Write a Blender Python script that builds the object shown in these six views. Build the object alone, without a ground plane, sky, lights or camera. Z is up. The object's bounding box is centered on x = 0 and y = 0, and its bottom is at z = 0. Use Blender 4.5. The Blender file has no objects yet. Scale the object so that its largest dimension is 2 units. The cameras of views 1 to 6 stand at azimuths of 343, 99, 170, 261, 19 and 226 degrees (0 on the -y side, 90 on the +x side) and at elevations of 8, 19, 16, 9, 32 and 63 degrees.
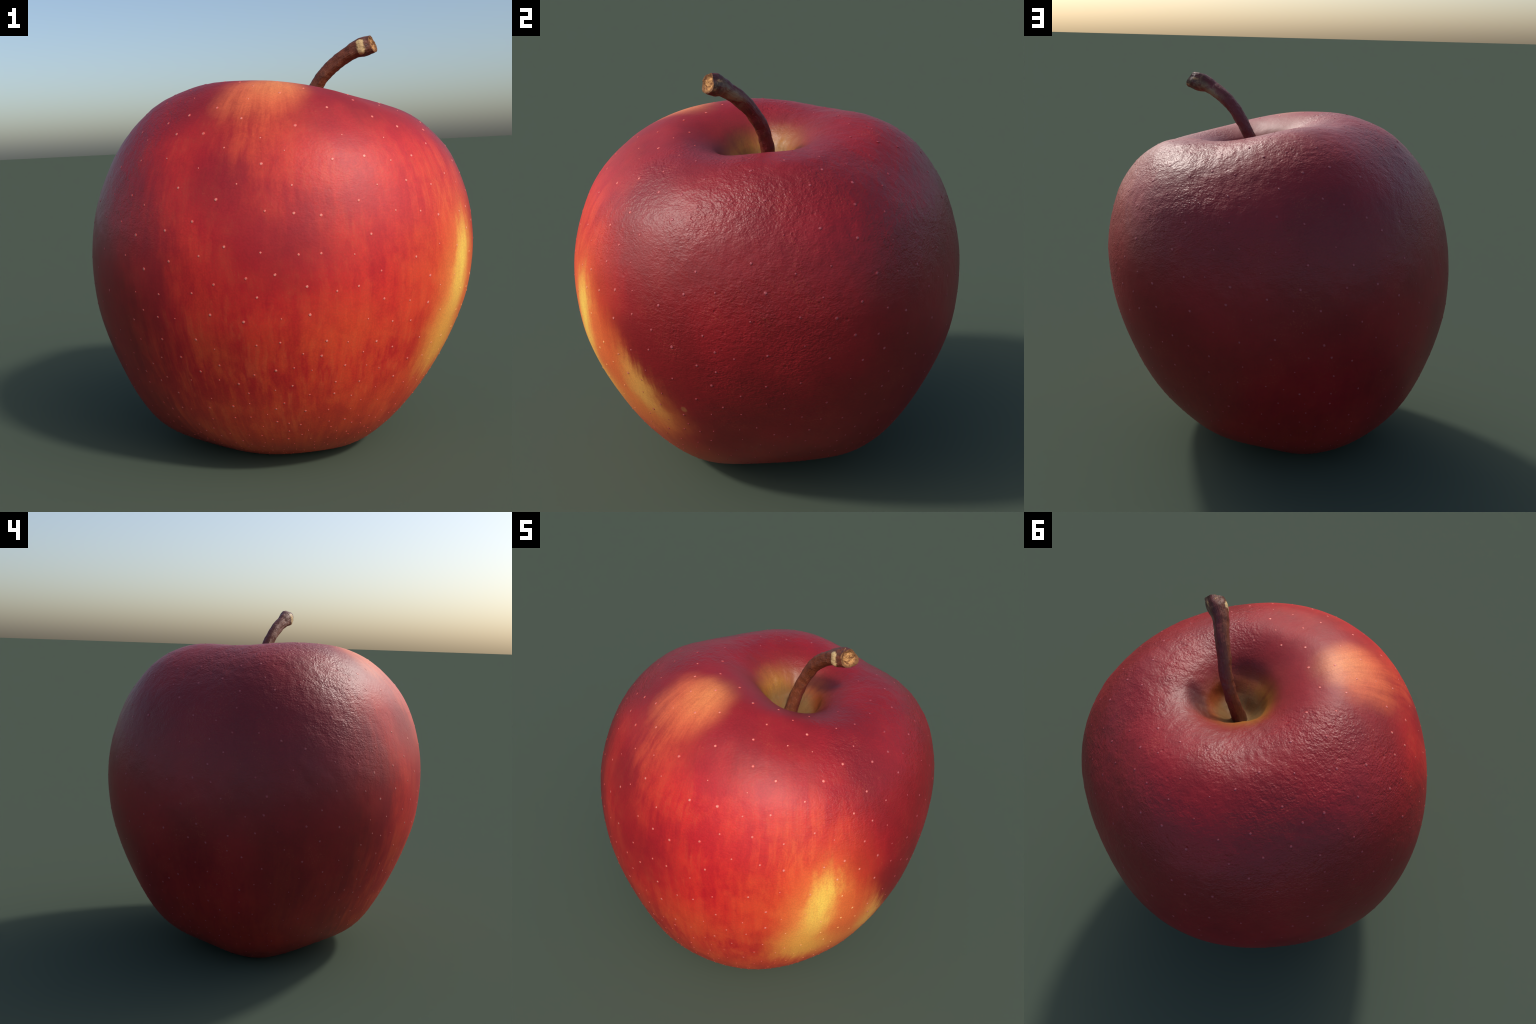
"""A red apple with a bent woody stalk: a turned profile swollen by lobes,
a deep stalk cavity, a calyx basin with dried sepals underneath."""
import bpy, math, random
import numpy as np
from mathutils import Vector, Matrix

random.seed(7)

# ------------------------------------------------------------------ helpers
def catmull(points, t):
    """Catmull-Rom through control points; t in 0..len-1 (array)."""
    p = np.asarray(points, float)
    p = p.reshape(len(p), -1)
    q = np.vstack([2 * p[0] - p[1], p, 2 * p[-1] - p[-2]])
    i = np.minimum(t.astype(int), len(p) - 2)
    f = (t - i)[:, None]
    a, b, c, d = q[i], q[i + 1], q[i + 2], q[i + 3]
    return 0.5 * (2 * b + (c - a) * f + (2 * a - 5 * b + 4 * c - d) * f ** 2 + (3 * b - a - 3 * c + d) * f ** 3)


def lattice_noise(p, seed):
    """Smooth gradient noise for an (n, 3) array, about -1..1."""
    rng = np.random.RandomState(seed)
    perm = rng.permutation(256)
    grad = rng.normal(size=(256, 3))
    grad /= np.linalg.norm(grad, axis=1)[:, None]
    i = np.floor(p).astype(int)
    f = p - i
    w = f * f * f * (f * (f * 6 - 15) + 10)
    out = np.zeros(len(p))
    for cx in (0, 1):
        for cy in (0, 1):
            for cz in (0, 1):
                h = perm[(perm[(perm[(i[:, 0] + cx) & 255] + i[:, 1] + cy) & 255] + i[:, 2] + cz) & 255]
                d = f - np.array([cx, cy, cz])
                weight = np.abs(1 - cx - w[:, 0]) * np.abs(1 - cy - w[:, 1]) * np.abs(1 - cz - w[:, 2])
                out += weight * np.einsum('ij,ij->i', grad[h], d)
    return out * 1.6


def smooth(e0, e1, x):
    t = np.clip((x - e0) / (e1 - e0), 0, 1)
    return t * t * (3 - 2 * t)


def make_object(name, verts, faces, parent, mats, uvs=None, smooth_shade=True):
    me = bpy.data.meshes.new(name)
    me.from_pydata([tuple(v) for v in verts], [], faces)
    for m in mats:
        me.materials.append(m)
    if uvs is not None:
        layer = me.uv_layers.new(name="strip")
        for poly in me.polygons:
            for li, uv in zip(poly.loop_indices, uvs[poly.index]):
                layer.data[li].uv = uv
    me.polygons.foreach_set("use_smooth", [smooth_shade] * len(me.polygons))
    me.update()
    ob = bpy.data.objects.new(name, me)
    bpy.context.scene.collection.objects.link(ob)
    ob.parent = parent
    return ob


# ------------------------------------------------------------------ node kit
class Kit:
    def __init__(self, name):
        self.mat = bpy.data.materials.new(name)
        self.mat.use_nodes = True
        self.t = self.mat.node_tree
        self.t.nodes.clear()

    def n(self, kind, **props):
        node = self.t.nodes.new("ShaderNode" + kind)
        for k, v in props.items():
            setattr(node, k, v)
        return node

    def put(self, socket, value):
        if hasattr(value, "is_output"):
            self.t.links.new(value, socket)
        elif isinstance(value, (tuple, list)) and len(value) == 3 and socket.type == "RGBA":
            socket.default_value = (*value, 1)
        else:
            socket.default_value = value

    def math(self, op, a, b=0.0, c=0.0, clamp=False):
        node = self.n("Math", operation=op, use_clamp=clamp)
        for s, v in zip(node.inputs, (a, b, c)):
            self.put(s, v)
        return node.outputs[0]

    def vec(self, op, a, b=(0, 0, 0)):
        node = self.n("VectorMath", operation=op)
        self.put(node.inputs[0], a)
        if op == "SCALE":
            self.put(node.inputs["Scale"], b)
        else:
            self.put(node.inputs[1], b)
        return node.outputs["Value"] if op in ("LENGTH", "DOT_PRODUCT", "DISTANCE") else node.outputs[0]

    def step(self, x, lo, hi, out0=0.0, out1=1.0):
        node = self.n("MapRange", interpolation_type="SMOOTHSTEP")
        for s, v in zip(node.inputs, (x, lo, hi, out0, out1)):
            self.put(s, v)
        return node.outputs[0]

    def noise(self, vec, scale, detail=3.0, rough=0.5, distort=0.0):
        node = self.n("TexNoise")
        self.put(node.inputs["Vector"], vec)
        for k, v in (("Scale", scale), ("Detail", detail), ("Roughness", rough), ("Distortion", distort)):
            node.inputs[k].default_value = v
        return node.outputs["Fac"], node.outputs["Color"]

    def voronoi(self, vec, scale, feature="F1"):
        node = self.n("TexVoronoi", feature=feature)
        self.put(node.inputs["Vector"], vec)
        node.inputs["Scale"].default_value = scale
        return node.outputs["Distance"], node.outputs.get("Color")

    def mix(self, fac, a, b, blend="MIX"):
        node = self.n("Mix", data_type="RGBA", blend_type=blend)
        self.put(node.inputs[0], fac)
        self.put(node.inputs[6], a)
        self.put(node.inputs[7], b)
        return node.outputs[2]

    def combine(self, x, y, z):
        node = self.n("CombineXYZ")
        for s, v in zip(node.inputs, (x, y, z)):
            self.put(s, v)
        return node.outputs[0]

    def split(self, v):
        node = self.n("SeparateXYZ")
        self.put(node.inputs[0], v)
        return node.outputs

    def patch(self, vec, centre, semi, azimuth=0.0, lean=0.0, tilt=0.0, inner=0.35, outer=1.0):
        """Soft ellipsoidal spot: 1 inside, 0 outside. Local axes: x sideways, y into the fruit, z up."""
        node = self.n("Mapping", vector_type="TEXTURE")
        self.put(node.inputs["Vector"], vec)
        node.inputs["Location"].default_value = centre
        node.inputs["Rotation"].default_value = (math.radians(tilt), math.radians(lean), math.radians(azimuth + 90))
        node.inputs["Scale"].default_value = semi
        return self.step(self.vec("LENGTH", node.outputs[0]), inner, outer, 1.0, 0.0)

    def finish(self, colour, rough, bump=None, spec=0.5, coat=0.0, coat_rough=0.3):
        b = self.n("BsdfPrincipled")
        self.put(b.inputs["Base Color"], colour)
        self.put(b.inputs["Roughness"], rough)
        b.inputs["Specular IOR Level"].default_value = spec
        b.inputs["Coat Weight"].default_value = coat
        b.inputs["Coat Roughness"].default_value = coat_rough
        if bump is not None:
            self.put(b.inputs["Normal"], bump)
        out = self.n("OutputMaterial")
        self.t.links.new(b.outputs[0], out.inputs[0])
        return self.mat

    def bump(self, height, distance, strength=1.0, normal=None):
        node = self.n("Bump")
        self.put(node.inputs["Height"], height)
        node.inputs["Distance"].default_value = distance
        self.put(node.inputs["Strength"], strength)
        if normal is not None:
            self.put(node.inputs["Normal"], normal)
        return node.outputs[0]


def srgb(r, g, b):
    f = lambda c: (c / 255 / 12.92) if c / 255 <= 0.04045 else ((c / 255 + 0.055) / 1.055) ** 2.4
    return (f(r), f(g), f(b))


# ------------------------------------------------------------------ skin
CAVITY = (0.13, 0.005, 1.50)
CRIMSON, MAROON, RED, SCARLET = (150, 18, 29), (130, 16, 25), (188, 20, 31), (210, 38, 34)
ORANGE, AMBER, YELLOW, BLUSH = (224, 82, 40), (246, 158, 76), (252, 206, 90), (224, 106, 64)
THROAT, FLOOR, LENTICEL = (162, 106, 34), (130, 100, 60), (236, 158, 148)
BUMP, SPEC = 0.0064, 0.5


def skin_material():
    k = Kit("apple_skin")
    obj = k.n("TexCoord").outputs["Object"]
    x, y, z = k.split(obj)
    mul, add, sub = (lambda a, b: k.math("MULTIPLY", a, b)), (lambda a, b: k.math("ADD", a, b)), (lambda a, b: k.math("SUBTRACT", a, b))
    centred = lambda v, amount: mul(sub(v, 0.5), amount)
    # direction round the stalk axis -> streaks that run from stalk to calyx, wandering a little
    cloud, cloud_c = k.noise(obj, 2.6, 3.0, 0.55)
    mottle, mottle_c = k.noise(obj, 7.0, 4.0, 0.6)
    flat = k.vec("NORMALIZE", k.combine(sub(x, 0.04), y, 0.0))
    fx, fy, _ = k.split(flat)
    wander = k.vec("SCALE", k.vec("SUBTRACT", cloud_c, (0.5, 0.5, 0.5)), 0.10)
    meridian = k.vec("ADD", k.combine(fx, fy, mul(z, 0.20)), wander)
    broad, _ = k.noise(meridian, 5.0, 3.0, 0.55)
    streak, _ = k.noise(meridian, 22.0, 5.0, 0.68)
    fine, _ = k.noise(meridian, 58.0, 3.0, 0.6)
    grain, _ = k.noise(obj, 125.0, 2.0, 0.6)
    # patches are looked up through a stirred position so that their rims feather along the streaks
    stir = k.vec("SCALE", k.vec("SUBTRACT", mottle_c, (0.5, 0.5, 0.5)), 0.10)
    stir2 = k.combine(centred(streak, 0.07), centred(fine, 0.05), centred(streak, 0.22))
    pos = k.vec("ADD", k.vec("ADD", obj, stir), stir2)
    veil = add(mul(mottle, 0.5), mul(streak, 0.5))

    # how much a side is the sun-coloured, streaky one
    front = k.step(add(k.vec("DOT_PRODUCT", flat, (-0.12, -0.99, 0.0)), add(centred(cloud, 0.3), centred(streak, 0.25))), 0.40, 0.86)
    west = k.step(k.vec("DOT_PRODUCT", flat, (-0.9, -0.3, 0.0)), 0.1, 0.9)
    low = k.step(add(z, centred(veil, 0.5)), 1.05, 0.35)

    crimson, maroon, red, orange, yellow = (srgb(*c) for c in (CRIMSON, MAROON, RED, ORANGE, YELLOW))
    col = k.mix(k.step(cloud, 0.35, 0.7), maroon, crimson)
    # the front is red, breaking to scarlet in soft mottled streaks
    below = k.step(add(z, centred(streak, 0.2)), 1.68, 1.42, 0.08, 1.0)
    redness = mul(front, below)
    col = k.mix(redness, col, k.mix(k.step(add(mul(broad, 0.3), mul(veil, 0.7)), 0.40, 0.60), red, srgb(*SCARLET)))
    # orange showing through in faint broken streaks, more of it low down
    show = k.step(add(add(mul(streak, 0.45), mul(fine, 0.25)), add(mul(mottle, 0.3), centred(broad, 0.2))), 0.42, 0.62)
    amount = mul(mul(add(mul(low, 0.42), 0.08), front), below)
    amount = add(amount, mul(add(mul(west, 0.05), 0.08), low))
    col = k.mix(k.math("MULTIPLY", show, amount, clamp=True), col, orange)
    fleck, _ = k.noise(k.vec("ADD", meridian, (2.3, 0.7, 0.0)), 34.0, 3.0, 0.65)
    col = k.mix(mul(mul(mul(mul(k.step(fleck, 0.48, 0.62), k.step(mottle, 0.42, 0.6)), front), below), add(mul(low, 0.22), 0.10)), col, srgb(230, 106, 60))
    # warmer belt near the base all round
    belt = k.step(add(z, centred(veil, 0.4)), 0.62, 0.02)
    col = k.mix(mul(belt, add(0.16, mul(front, 0.32))), col, srgb(186, 82, 44))

    # veils of orange across the front
    for c, s, az, a in (((-0.02, -0.88, 0.72), (0.44, 0.40, 0.24), -92, 0.54),
                        ((-0.53, -0.67, 0.64), (0.18, 0.3, 0.14), -129, 0.38),
                        ((-0.45, -0.72, 0.30), (0.40, 0.4, 0.18), -122, 0.2),
                        ((0.15, -0.80, 0.35), (0.50, 0.4, 0.24), -80, 0.5),
                        ((0.30, -0.85, 1.00), (0.20, 0.4, 0.34), -70, 0.48),
                        ((0.42, -0.80, 1.15), (0.12, 0.3, 0.40), -62, 0.45)):
        col = k.mix(mul(mul(k.patch(pos, c, s, az, inner=0.0), k.step(veil, 0.35, 0.6, 0.55, 1.0)), a), col, orange)
    # dark crimson cheek in the middle of the front and along its left edge
    for c, s, az, a in (((-0.28, -0.86, 1.10), (0.40, 0.4, 0.36), -110, 0.72), ((-0.46, -0.72, 1.40), (0.30, 0.4, 0.34), -122, 0.92), ((-0.74, -0.50, 0.95), (0.14, 0.4, 0.42), -146, 0.7)):
        col = k.mix(mul(k.patch(k.vec("ADD", pos, stir), c, s, az, inner=0.0), a), col, srgb(147, 16, 31))

    # orange-yellow cheek low on the right of the front
    for c, s, az, lean, a, tint, inner in (
            ((0.56, -0.74, 0.78), (0.42, 0.5, 0.72), -54, 8, 0.85, srgb(232, 88, 42), 0.05),
            ((0.66, -0.58, 0.50), (0.42, 0.5, 0.32), -41, 0, 0.80, srgb(230, 112, 56), 0.2),
            ((0.60, -0.40, 0.20), (0.42, 0.5, 0.24), -36, 0, 0.6, srgb(206, 92, 48), 0.0),
            ((0.56, -0.76, 0.82), (0.24, 0.4, 0.50), -53, 10, 0.88, srgb(*AMBER), 0.0),
            ((0.52, -0.72, 0.58), (0.27, 0.4, 0.26), -55, 24, 0.75, srgb(250, 182, 76), 0.0),
            ((0.59, -0.76, 0.92), (0.12, 0.4, 0.34), -52, 8, 1.0, yellow, 0.0),
            ((0.74, -0.48, 0.60), (0.27, 0.4, 0.34), -33, -24, 0.6, srgb(240, 140, 62), 0.0),
            ((0.69, -0.60, 0.80), (0.22, 0.4, 0.32), -42, 0, 0.75, srgb(232, 112, 54), 0.0),
            ((0.77, -0.45, 0.66), (0.12, 0.4, 0.26), -30, -20, 0.7, srgb(246, 182, 88), 0.0)):
        col = k.mix(mul(k.patch(pos, c, s, az, lean, inner=inner), a), col, tint)

    # thin orange streaks climbing from the yellow cheek
    climb = mul(k.patch(obj, (0.52, -0.80, 1.12), (0.34, 0.5, 0.50), -58, inner=0.1), k.step(add(mul(streak, 0.8), mul(fine, 0.2)), 0.44, 0.66))
    col = k.mix(mul(climb, 0.5), col, srgb(228, 104, 54))

    # orange blush on the shoulder, sharp towards the stalk, trailing off downwards in streaks
    feather = k.step(add(mul(streak, 0.6), mul(mottle, 0.4)), 0.34, 0.62)
    trail = k.patch(pos, (-0.28, -0.66, 1.55), (0.30, 0.40, 0.52), -113, inner=0.0)
    col = k.mix(mul(mul(trail, add(mul(feather, 0.75), 0.25)), 0.5), col, srgb(214, 72, 44))
    col = k.mix(mul(k.patch(pos, (-0.25, -0.60, 1.64), (0.23, 0.30, 0.34), -113, inner=0.0), add(mul(feather, 0.4), 0.25)), col, srgb(224, 92, 52))
    crisp = k.vec("ADD", obj, k.vec("ADD", k.vec("SCALE", stir, 0.7), k.vec("SCALE", stir2, 0.4)))
    blush = k.patch(crisp, (-0.22, -0.50, 1.72), (0.26, 0.23, 0.28), -113, inner=0.35)
    col = k.mix(mul(blush, add(0.52, mul(feather, 0.42))), col, srgb(*BLUSH))
    col = k.mix(mul(k.patch(crisp, (-0.13, -0.46, 1.75), (0.18, 0.22, 0.22), -106, inner=0.0), add(0.45, mul(feather, 0.3))), col, srgb(236, 144, 82))

    # stalk cavity: yellow-green throat on the west, russet floor, dusky smears on the east
    away = k.vec("SUBTRACT", obj, CAVITY)
    ax, ay, az_ = k.split(away)
    ring = k.vec("NORMALIZE", k.combine(ax, ay, 0.0))
    rays, _ = k.noise(k.vec("ADD", ring, k.combine(0.0, 0.0, mul(az_, 1.2))), 8.0, 4.0, 0.65)
    hole = add(k.vec("LENGTH", k.combine(ax, ay, mul(az_, 0.75))), add(centred(rays, 0.06), centred(mottle, 0.06)))
    west_side = k.step(k.vec("DOT_PRODUCT", ring, (-0.92, -0.38, 0.0)), -0.7, 0.6, 0.45, 1.0)
    col = k.mix(mul(k.step(hole, 0.38, 0.18), 0.4), col, srgb(132, 54, 36))
    col = k.mix(mul(k.step(hole, 0.27, 0.13), k.math("MULTIPLY", west_side, k.step(rays, 0.32, 0.58, 0.6, 1.0))), col, srgb(*THROAT))
    col = k.mix(mul(k.step(hole, 0.16, 0.09), k.step(rays, 0.3, 0.6, 0.65, 1.0)), col, srgb(*FLOOR))
    for c, s in (((0.32, 0.13, 1.63), (0.14, 0.12, 0.11)), ((0.30, -0.20, 1.64), (0.16, 0.14, 0.12)), ((0.47, 0.52, 1.62), (0.13, 0.12, 0.10))):
        col = k.mix(mul(k.patch(pos, c, s, inner=0.0), 0.18), col, srgb(62, 20, 28))

    # little russet scabs
    for c, r, tint in (((0.81, -0.25, 0.61), 0.018, (170, 96, 56)), ((-0.02, -0.88, 0.73), 0.012, (214, 150, 96)), ((-0.47, 0.62, 1.40), 0.016, (40, 18, 22)), ((0.62, 0.50, 1.36), 0.014, (52, 10, 14))):
        col = k.mix(mul(k.patch(k.vec("ADD", obj, k.vec("SCALE", stir2, 0.1)), c, (r, r * 2, r * 1.2), math.degrees(math.atan2(c[1], c[0])), inner=0.5), 0.8), col, srgb(*tint))

    # grain
    col = k.mix(k.step(grain, 0.36, 0.64, 0.0, 0.26), col, k.mix(0.5, col, (0.0, 0.0, 0.0)))
    col = k.mix(mul(k.step(mottle, 0.45, 0.7), mul(k.step(grain, 0.5, 0.7), 0.16)), col, srgb(232, 108, 74))
    col = k.mix(k.step(fine, 0.35, 0.7, 0.0, 0.10), col, k.mix(0.25, col, srgb(120, 14, 22)))

    # leathery wrinkles on shoulder, back and right side; smooth on the front and near the base
    leather = mul(k.step(z, 0.95, 1.5), k.step(front, 0.2, 1.0, 1.0, 0.22))
    east = mul(k.patch(obj, (0.92, 0.05, 1.0), (0.75, 0.7, 0.75), 3, inner=0.2), 0.8)
    leather = add(k.math("MAXIMUM", leather, east), 0.04)
    leather = mul(leather, k.step(hole, 0.15, 0.5, 0.25, 1.0))
    leather = mul(leather, k.step(k.noise(obj, 3.4, 2.0, 0.5)[0], 0.34, 0.62, 0.6, 1.25))
    w1, _ = k.noise(k.vec("MULTIPLY", obj, (1.0, 1.0, 1.3)), 37.0, 2.2, 0.55, 0.3)
    w2, _ = k.noise(k.vec("MULTIPLY", obj, (1.0, 1.0, 1.5)), 95.0, 1.5, 0.5, 0.3)
    h = add(mul(w1, 0.62), mul(w2, 0.38))
    pit, _ = k.voronoi(k.vec("ADD", obj, k.vec("SCALE", stir, 0.3)), 19.0)
    h = sub(h, mul(mul(k.step(pit, 0.20, 0.0), k.step(cloud, 0.46, 0.62)), 0.40))
    n1 = k.bump(h, BUMP, leather)
    n2 = k.bump(grain, 0.0004, 0.5, n1)
    rough = add(k.step(front, 0.0, 1.0, 0.46, 0.53), centred(cloud, 0.1))
    return k.finish(col, rough, n2, spec=SPEC)


def lenticel_material():
    """Corky dot: pale core (u = 0) going over to a flushed rim (u = 1)."""
    k = Kit("corky_dot")
    tc = k.n("TexCoord")
    obj = tc.outputs["Object"]
    u, _, _ = k.split(tc.outputs["UV"])
    x, y, z = k.split(obj)
    flat = k.vec("NORMALIZE", k.combine(k.math("SUBTRACT", x, 0.04), y, 0.0))
    front = k.step(k.vec("DOT_PRODUCT", flat, (-0.12, -0.99, 0.0)), 0.2, 0.8)
    tone, _ = k.noise(obj, 9.0, 2.0)
    core = k.mix(front, srgb(176, 82, 90), srgb(228, 140, 126))
    rim = k.mix(front, srgb(138, 26, 36), srgb(205, 62, 54))
    cheek = k.patch(obj, (0.60, -0.70, 0.72), (0.32, 0.5, 0.55), -50, inner=0.3)
    core = k.mix(cheek, core, srgb(250, 196, 130))
    rim = k.mix(cheek, rim, srgb(236, 140, 62))
    blush = k.patch(obj, (-0.20, -0.51, 1.72), (0.25, 0.24, 0.30), -112, inner=0.4)
    rim = k.mix(blush, rim, srgb(224, 110, 68))
    core = k.mix(k.step(tone, 0.4, 0.65, 0.0, 0.45), core, rim)
    return k.finish(k.mix(k.step(u, 0.30, 0.95), core, rim), 0.5)


def stalk_material():
    k = Kit("stalk_bark")
    tc = k.n("TexCoord")
    obj = tc.outputs["Object"]
    u, v, _ = k.split(tc.outputs["UV"])
    ang = k.math("MULTIPLY", u, 2 * math.pi)
    wrap = k.combine(k.math("COSINE", ang), k.math("SINE", ang), k.math("MULTIPLY", v, 2.4))
    fib, _ = k.noise(wrap, 3.5, 4.0, 0.6)
    mott, _ = k.noise(obj, 22.0, 4.0, 0.6, 0.5)
    spots, _ = k.noise(obj, 60.0, 3.0, 0.6)
    # red-brown cheek on one side, olive-brown on the other (u = 0 faces the sun-coloured front)
    side = k.math("ADD", k.math("COSINE", ang), k.math("MULTIPLY", k.math("SUBTRACT", fib, 0.5), 1.6))
    col = k.mix(k.step(side, -0.45, 0.55), srgb(108, 28, 31), srgb(122, 62, 38))
    col = k.mix(k.step(mott, 0.5, 0.75, 0.0, 0.55), col, srgb(60, 30, 20))
    col = k.mix(k.step(spots, 0.55, 0.8, 0.0, 0.35), col, srgb(150, 104, 66))
    # grey-tan flaking below the tip and at the foot
    flake = k.math("MULTIPLY", k.step(v, 0.62, 0.80), k.step(k.math("COSINE", k.math("SUBTRACT", ang, 2.5)), 0.2, 0.9))
    col = k.mix(k.math("MULTIPLY", flake, k.step(mott, 0.35, 0.6)), col, srgb(150, 122, 92))
    foot = k.step(v, 0.16, 0.02)
    col = k.mix(k.math("MULTIPLY", foot, 0.75), col, srgb(140, 108, 72))
    # pale scar beside the cut
    du = k.math("PINGPONG", u, 0.5)
    scar = k.vec("LENGTH", k.combine(k.math("DIVIDE", du, 0.13), k.math("DIVIDE", k.math("SUBTRACT", v, 0.925), 0.040), 0.0))
    scar = k.math("ADD", scar, k.math("MULTIPLY", k.math("SUBTRACT", mott, 0.5), 2.6))
    col = k.mix(k.math("MULTIPLY", k.step(v, 0.80, 0.97), k.step(spots, 0.4, 0.6, 0.35, 0.8)), col, srgb(70, 38, 26))
    col = k.mix(k.math("MULTIPLY", k.step(v, 0.9, 0.97), k.step(mott, 0.58, 0.66)), col, srgb(190, 140, 92))
    col = k.mix(k.step(scar, 1.1, 0.75), col, srgb(212, 178, 124))
    h = k.math("ADD", k.math("MULTIPLY", mott, 0.6), k.math("MULTIPLY", fib, 0.6))
    return k.finish(col, k.step(mott, 0.3, 0.7, 0.42, 0.62), k.bump(h, 0.014, 0.85))


def cut_material():
    k = Kit("cut_wood")
    obj = k.n("TexCoord").outputs["Object"]
    a, _ = k.noise(obj, 40.0, 4.0, 0.6, 1.2)
    b, _ = k.noise(obj, 110.0, 3.0, 0.6)
    col = k.mix(k.step(a, 0.38, 0.62), srgb(116, 72, 40), srgb(206, 152, 94))
    col = k.mix(k.step(b, 0.5, 0.75, 0.0, 0.4), col, srgb(96, 56, 30))
    rim = k.step(k.math("ADD", k.vec("DISTANCE", obj, TIP), k.math("MULTIPLY", k.math("SUBTRACT", a, 0.5), 0.03)), 0.026, 0.040)
    col = k.mix(k.math("MULTIPLY", rim, 0.8), col, srgb(96, 58, 36))
    return k.finish(col, 0.75, k.bump(a, 0.02, 0.7), spec=0.3)


def sepal_material():
    k = Kit("dried_sepal")
    obj = k.n("TexCoord").outputs["Object"]
    a, _ = k.noise(obj, 60.0, 3.0)
    return k.finish(k.mix(a, srgb(58, 40, 24), srgb(120, 92, 60)), 0.85, k.bump(a, 0.004, 0.5))


# ------------------------------------------------------------------ fruit body
# profile from cavity floor over the shoulder to the calyx: (radius, height) in metres
PROFILE = [(0, 1.475), (0.05, 1.492), (0.095, 1.55), (0.15, 1.625), (0.25, 1.69), (0.40, 1.73), (0.54, 1.705), (0.70, 1.61), (0.845, 1.42), (0.93, 1.12), (0.915, 0.78), (0.80, 0.44), (0.62, 0.20), (0.42, 0.075), (0.29, 0.02), (0.165, 0.025), (0.08, 0.07), (0, 0.10)]
# the axis leans: it passes here at the stalk and at the calyx
AXIS_TOP, AXIS_BASE = np.array([0.13, 0.012]), np.array([-0.03, 0.0])
# swelling along the profile's outward normal, in mm at each profile point:
# order 0 fattens the whole turn, order 1 makes it lopsided, 2 oval, 3-6 the carpel lobes
LOBES_MM = [
    (0, 'cos', [5, -1, -13, -13, -2, -6, -4, -7, -4, 0, 1, -3, 18, 31, 5, 6, 1, 0]),
    (1, 'cos', [0, -7, -18, -28, -42, -64, -77, -81, -76, -60, -42, -30, -32, -23, -19, -13, -2, 1]),
    (1, 'sin', [0, 13, 24, 34, 24, 9, 1, -8, -11, -10, -5, 0, -1, -9, -12, -7, -1, 0]),
    (2, 'cos', [0, 0, -4, 6, 0, -2, 1, 0, -4, -6, -8, -7, -7, -5, -3, 0, 0, 0]),
    (2, 'sin', [0, 0, 3, 2, 6, 9, 12, 10, 6, 0, -7, -10, -15, -22, -4, 1, 1, 0]),
    (3, 'cos', [0, 0, -4, 7, 8, 9, 11, 4, -4, -10, -15, -14, -10, -8, -2, 0, 0, 0]),
    (3, 'sin', [0, 0, 7, 3, 0, -2, -2, 3, 6, 4, 3, 6, -1, -3, -12, -10, -4, 1]),
    (4, 'cos', [0, 0, 0, 2, 1, 2, 4, 6, 2, 0, 0, 0, 1, 2, 3, 2, 1, 0]),
    (4, 'sin', [0, 0, 0, -2, -1, 4, 7, 9, 7, 9, 3, 1, -5, -1, 3, 3, 2, 0]),
    (5, 'cos', [0, 0, 0, 0, 0, -1, -5, -9, -8, -11, -10, -8, -5, -5, -4, -2, -1, 1]),
    (5, 'sin', [0, 0, 0, 0, 2, 1, 2, -1, -2, -2, -2, -4, 0, 7, 7, 5, 3, 0]),
    (6, 'cos', [0, 0, 0, 0, 1, 1, 0, 2, 2, 2, 1, -1, 2, -2, -2, -1, -1, 0]),
    (6, 'sin', [0, 0, 0, 0, 0, 0, 1, -3, -2, -3, -2, -3, -6, -1, 3, 5, 4, 3]),
]


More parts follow.
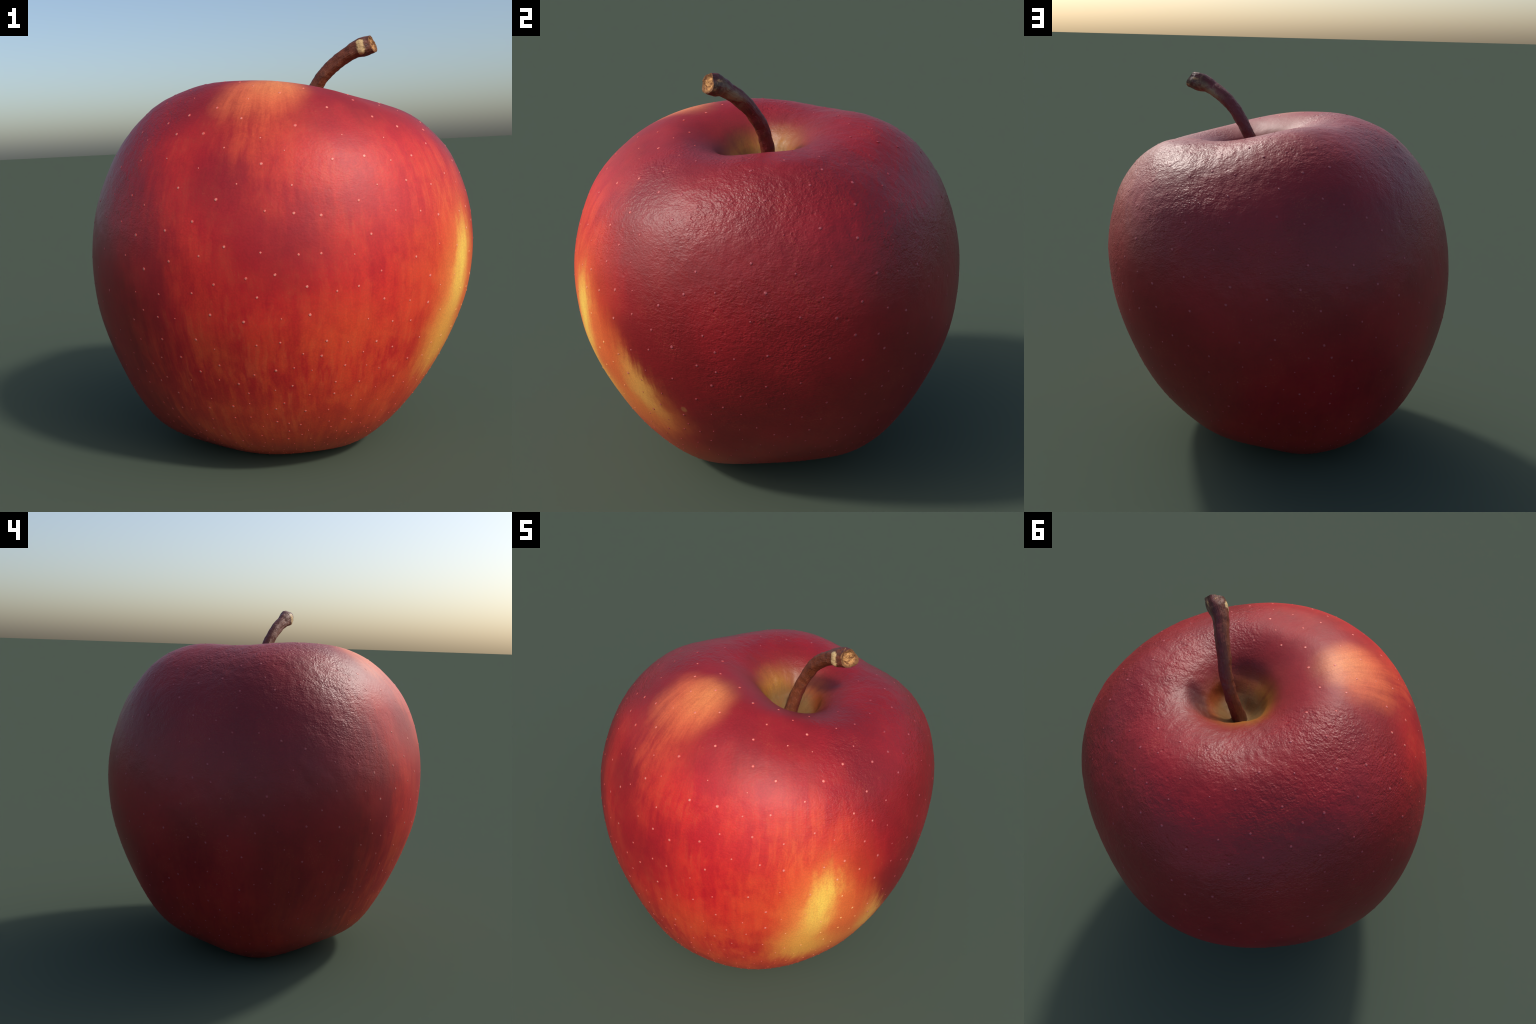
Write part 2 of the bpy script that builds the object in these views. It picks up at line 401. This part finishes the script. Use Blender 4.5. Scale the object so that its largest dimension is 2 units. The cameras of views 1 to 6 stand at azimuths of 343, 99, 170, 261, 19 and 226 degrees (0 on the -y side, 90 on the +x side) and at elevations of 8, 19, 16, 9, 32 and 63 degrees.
def fruit_body(parent):
    nt, nph = 460, 880
    t = np.linspace(0, len(PROFILE) - 1, nt)
    prof = catmull(PROFILE, t)
    tan = np.gradient(prof, axis=0)
    tan /= np.linalg.norm(tan, axis=1)[:, None]
    nor = np.stack([-tan[:, 1], tan[:, 0]], 1)
    phi = np.linspace(0, 2 * np.pi, nph, endpoint=False)
    d = np.zeros((nt, nph))
    for order, wave, amounts in LOBES_MM:
        ring = (np.cos if wave == 'cos' else np.sin)(order * phi)
        d += 0.001 * catmull(amounts, t) * ring[None, :]
    r = prof[:, :1] + nor[:, :1] * d
    h = prof[:, 1:] + nor[:, 1:] * d
    s = np.clip(prof[:, 1] / 1.5, 0, 1.2)[:, None]
    centre = AXIS_BASE * (1 - s) + AXIS_TOP * s
    p = np.stack([centre[:, :1] + r * np.cos(phi), centre[:, 1:] + r * np.sin(phi), h], -1)
    p[0], p[-1] = p[0].mean(0), p[-1].mean(0)
    # shallow dents and leathery unevenness, strongest on shoulder and back
    flat = p.reshape(-1, 3)
    dn = np.repeat(nor, nph, axis=0)
    ph = np.tile(phi, nt)
    nrm = np.stack([dn[:, 0] * np.cos(ph), dn[:, 0] * np.sin(ph), dn[:, 1]], 1)
    upper = smooth(0.7, 1.4, flat[:, 2]) * (1 - 0.75 * smooth(-0.1, 0.8, -np.sin(ph)))
    depth = 0.0024 * upper * lattice_noise(flat * 11, 3) * smooth(-0.2, 0.4, lattice_noise(flat * 3, 8)) + 0.0012 * upper * lattice_noise(flat * 20, 9) + 0.0009 * upper * lattice_noise(flat * 34, 4)
    depth += 0.0012 * lattice_noise(flat * 6, 5)
    away = np.hypot(flat[:, 0] - 0.13, flat[:, 1])
    depth += 0.0018 * lattice_noise(np.stack([np.cos(ph) * 4, np.sin(ph) * 4, flat[:, 2] * 2], 1), 6) * smooth(0.05, 0.12, away) * smooth(0.34, 0.16, away) * (flat[:, 2] > 1)
    depth[:nph] = 0
    depth[-nph:] = 0
    flat = flat + nrm * depth[:, None]
    # it rests on the ground: whatever would dip below is pressed flat
    flat[:, 2] = 0.006 * np.log1p(np.exp(flat[:, 2] / 0.006))
    flat[:, 2] -= flat[:, 2].min()
    # drop the repeated pole points
    verts = np.vstack([flat[:1], flat[nph:-nph], flat[-1:]])
    faces = []
    ring = lambda i: 1 + (i - 1) * nph
    for j in range(nph):
        jn = (j + 1) % nph
        faces.append((0, ring(1) + j, ring(1) + jn))
        last = ring(nt - 2)
        faces.append((len(verts) - 1, last + jn, last + j))
    for i in range(1, nt - 2):
        a, b = ring(i), ring(i + 1)
        faces.extend((a + j, b + j, b + (j + 1) % nph, a + (j + 1) % nph) for j in range(nph))
    body = make_object("fruit_body", verts, faces, parent, [skin_material()])
    lenticels(parent, flat[nph:-nph], nrm[nph:-nph])
    return body


def lenticels(parent, points, normals):
    """Corky dots strewn evenly over the skin, closer and smaller towards the base; none inside the cavity."""
    rng = np.random.RandomState(5)
    away = np.linalg.norm((points - CAVITY) * (1, 1, 0.75), axis=1)
    pick = rng.permutation(len(points))[:40000]
    pick = pick[(away[pick] > 0.36) & (points[pick, 2] > 0.03)]
    kept, gaps = np.zeros((0, 3)), np.zeros(0)
    verts, faces, uvs = [], [], []
    sides = 8
    for i in pick:
        p, n = points[i], normals[i]
        z = p[2]
        gap = np.interp(z, [0.0, 0.12, 0.4, 0.8, 1.2, 1.8], [0.042, 0.056, 0.090, 0.128, 0.160, 0.178]) * rng.uniform(0.55, 1.7)
        if len(kept) and np.any(np.sum((kept - p) ** 2, axis=1) < np.minimum(gap, gaps) ** 2):
            continue
        kept, gaps = np.vstack([kept, p]), np.append(gaps, gap)
        r = np.interp(z, [0.0, 0.3, 1.0], [0.0040, 0.0056, 0.0076]) * rng.uniform(0.55, 1.25)
        n = Vector(n)
        a = n.orthogonal().normalized()
        b = n.cross(a)
        turn, oval = rng.uniform(0, 6.28), rng.uniform(0.8, 1.0)
        base = len(verts)
        verts.append(Vector(p) + n * 0.0014)
        for f, lift in ((0.45, 0.0012), (0.8, 0.0008), (1.0, -0.0010)):
            for s in range(sides):
                g = turn + 2 * math.pi * s / sides
                wob = rng.uniform(0.9, 1.1)
                verts.append(Vector(p) + (a * math.cos(g) + b * (math.sin(g) * oval)) * (r * f * wob) + n * lift)
        for s in range(sides):
            sn = (s + 1) % sides
            faces.append((base, base + 1 + s, base + 1 + sn))
            uvs.append(((0, 0), (0.45, 0), (0.45, 0)))
            for ring, (u0, u1) in enumerate(((0.45, 0.8), (0.8, 1.0))):
                q = base + 1 + ring * sides
                faces.append((q + s, q + sides + s, q + sides + sn, q + sn))
                uvs.append(((u0, 0), (u1, 0), (u1, 0), (u0, 0)))
    ob = make_object("lenticel", verts, faces, parent, [lenticel_material()], uvs)
    ob["kind"] = "stuff"
    return ob


# ------------------------------------------------------------------ stalk
TIP = (0.471, -0.193, 1.956)
SPINE = [(0.130, 0.012, 1.43), (0.133, 0.012, 1.495), (0.157, 0.013, 1.594), (0.191, 0.005, 1.684), (0.232, -0.018, 1.765), (0.275, -0.057, 1.834), (0.33, -0.101, 1.889), (0.388, -0.150, 1.930), (0.432, -0.173, 1.946), TIP]
THICK = [0.046, 0.037, 0.0325, 0.0315, 0.032, 0.0335, 0.035, 0.040, 0.0495, 0.045]
CUT_NORMAL = Vector((0.65, -0.70, 0.30)).normalized()


def stalk(parent):
    rings, around = 120, 48
    t = np.linspace(0, len(SPINE) - 1, rings)
    c = catmull(SPINE, t)
    rad = catmull(THICK, t)[:, 0]
    length = np.concatenate([[0], np.cumsum(np.linalg.norm(np.diff(c, axis=0), axis=1))])
    length /= length[-1]
    verts = []
    front = Vector((-0.55, -0.83, 0.0))
    for i in range(rings):
        d = Vector(c[min(i + 1, rings - 1)] - c[max(i - 1, 0)]).normalized()
        w = float(smooth(0.86, 1.0, np.array(length[i])))
        d = (d * (1 - w) + CUT_NORMAL * w).normalized()
        a = (front - d * front.dot(d)).normalized()
        b = d.cross(a)
        for j in range(around):
            g = 2 * math.pi * j / around
            # gently angular section that drifts along the stalk, with knobs at the tip
            lump = 1 + 0.035 * math.cos(3 * g + 5 * length[i]) + 0.03 * math.cos(5 * g - 4 * length[i] + 1)
            tip = float(smooth(0.84, 0.97, np.array(length[i])))
            lump += tip * (0.05 * math.cos(2 * g + 0.6) + 0.05 * math.cos(4 * g + 2))
            verts.append(Vector(c[i]) + (a * math.cos(g) + b * math.sin(g)) * rad[i] * lump)
    v = np.array([tuple(q) for q in verts])
    mid = np.repeat(c, around, axis=0)
    out = v - mid
    out /= np.linalg.norm(out, axis=1)[:, None]
    v += out * (0.0030 * lattice_noise(v * 24, 11) + 0.0016 * lattice_noise(v * 60, 12))[:, None]
    faces, uvs = [], []
    for i in range(rings - 1):
        for j in range(around):
            jn = (j + 1) % around
            faces.append((i * around + j, i * around + jn, (i + 1) * around + jn, (i + 1) * around + j))
            u0, u1 = j / around, (j + 1) / around
            uvs.append(((u0, length[i]), (u1, length[i]), (u1, length[i + 1]), (u0, length[i + 1])))
    stem = make_object("stem", v, faces, parent, [stalk_material()], uvs)
    # the cut: a ragged, slightly hollow face inside the bark rim
    rim = v[-around:]
    centre = rim.mean(0)
    n = np.array(CUT_NORMAL)
    cut, ncut = [], 9
    for s in range(ncut):
        f = 1 - s / ncut
        ringp = centre + (rim - centre) * f
        hollow = 0.010 * (1 - f ** 2) - 0.004 * smooth(0.75, 0.95, np.array(f)) * (f < 0.999)
        cut.append(ringp - n * hollow)
    cut.append((centre - n * 0.010)[None, :])
    cv = np.vstack(cut)
    wob = 0.006 * lattice_noise(cv * 70, 21)
    wob[:around] = 0
    cv = cv + n * wob[:, None]
    cf = []
    for s in range(ncut - 1):
        for j in range(around):
            jn = (j + 1) % around
            cf.append((s * around + j, s * around + jn, (s + 1) * around + jn, (s + 1) * around + j))
    for j in range(around):
        cf.append(((ncut - 1) * around + j, (ncut - 1) * around + (j + 1) % around, ncut * around))
    make_object("cut_end", cv, cf, stem, [cut_material()])
    return stem


# ------------------------------------------------------------------ calyx under the fruit
def calyx(parent, floor):
    mat = sepal_material()
    rows, cols, long = 9, 6, 0.085
    verts, faces = [], []
    for side in (0, 1):
        for i in range(rows):
            f = i / (rows - 1)
            width = 0.022 * (1 - f) ** 0.7 * (0.7 + 0.8 * f) + 0.0008
            for j in range(cols):
                g = j / (cols - 1) * 2 - 1
                thick = 0.0015 * (1 - abs(g)) + 0.0006
                verts.append((0.012 + long * 0.75 * math.sin(f * 1.3), g * width, -0.045 * f + 0.02 * f * f + 0.006 * g * g + (thick if side else -thick)))
    m = rows * cols
    for i in range(rows - 1):
        for j in range(cols - 1):
            a = i * cols + j
            faces.append((a, a + cols, a + cols + 1, a + 1))
            faces.append((m + a, m + a + 1, m + a + cols + 1, m + a + cols))
    loop = [j for j in range(cols)] + [i * cols + cols - 1 for i in range(1, rows)] + [(rows - 1) * cols + j for j in range(cols - 2, -1, -1)] + [i * cols for i in range(rows - 2, 0, -1)]
    for a, b in zip(loop, loop[1:] + loop[:1]):
        faces.append((a, b, m + b, m + a))
    holder = bpy.data.objects.new("calyx", None)
    bpy.context.scene.collection.objects.link(holder)
    holder.parent = parent
    holder.location = floor
    first = None
    for s in range(5):
        if first is None:
            first = ob = make_object("sepal", verts, faces, holder, [mat])
        else:
            ob = first.copy()
            bpy.context.scene.collection.objects.link(ob)
        ob.parent = holder
        ob.rotation_euler = (random.uniform(-0.2, 0.2), random.uniform(-0.12, 0.12), 2 * math.pi * s / 5 + random.uniform(-0.2, 0.2))
        ob.scale = (random.uniform(0.8, 1.05),) * 3
    return holder


apple = bpy.data.objects.new("apple", None)
bpy.context.scene.collection.objects.link(apple)
apple["label"] = "ripe red apple with orange-yellow cheek and bent woody stem"
apple["category"] = "apple"
body = fruit_body(apple)
stalk(apple)
calyx(apple, (AXIS_BASE[0], AXIS_BASE[1], 0.098))
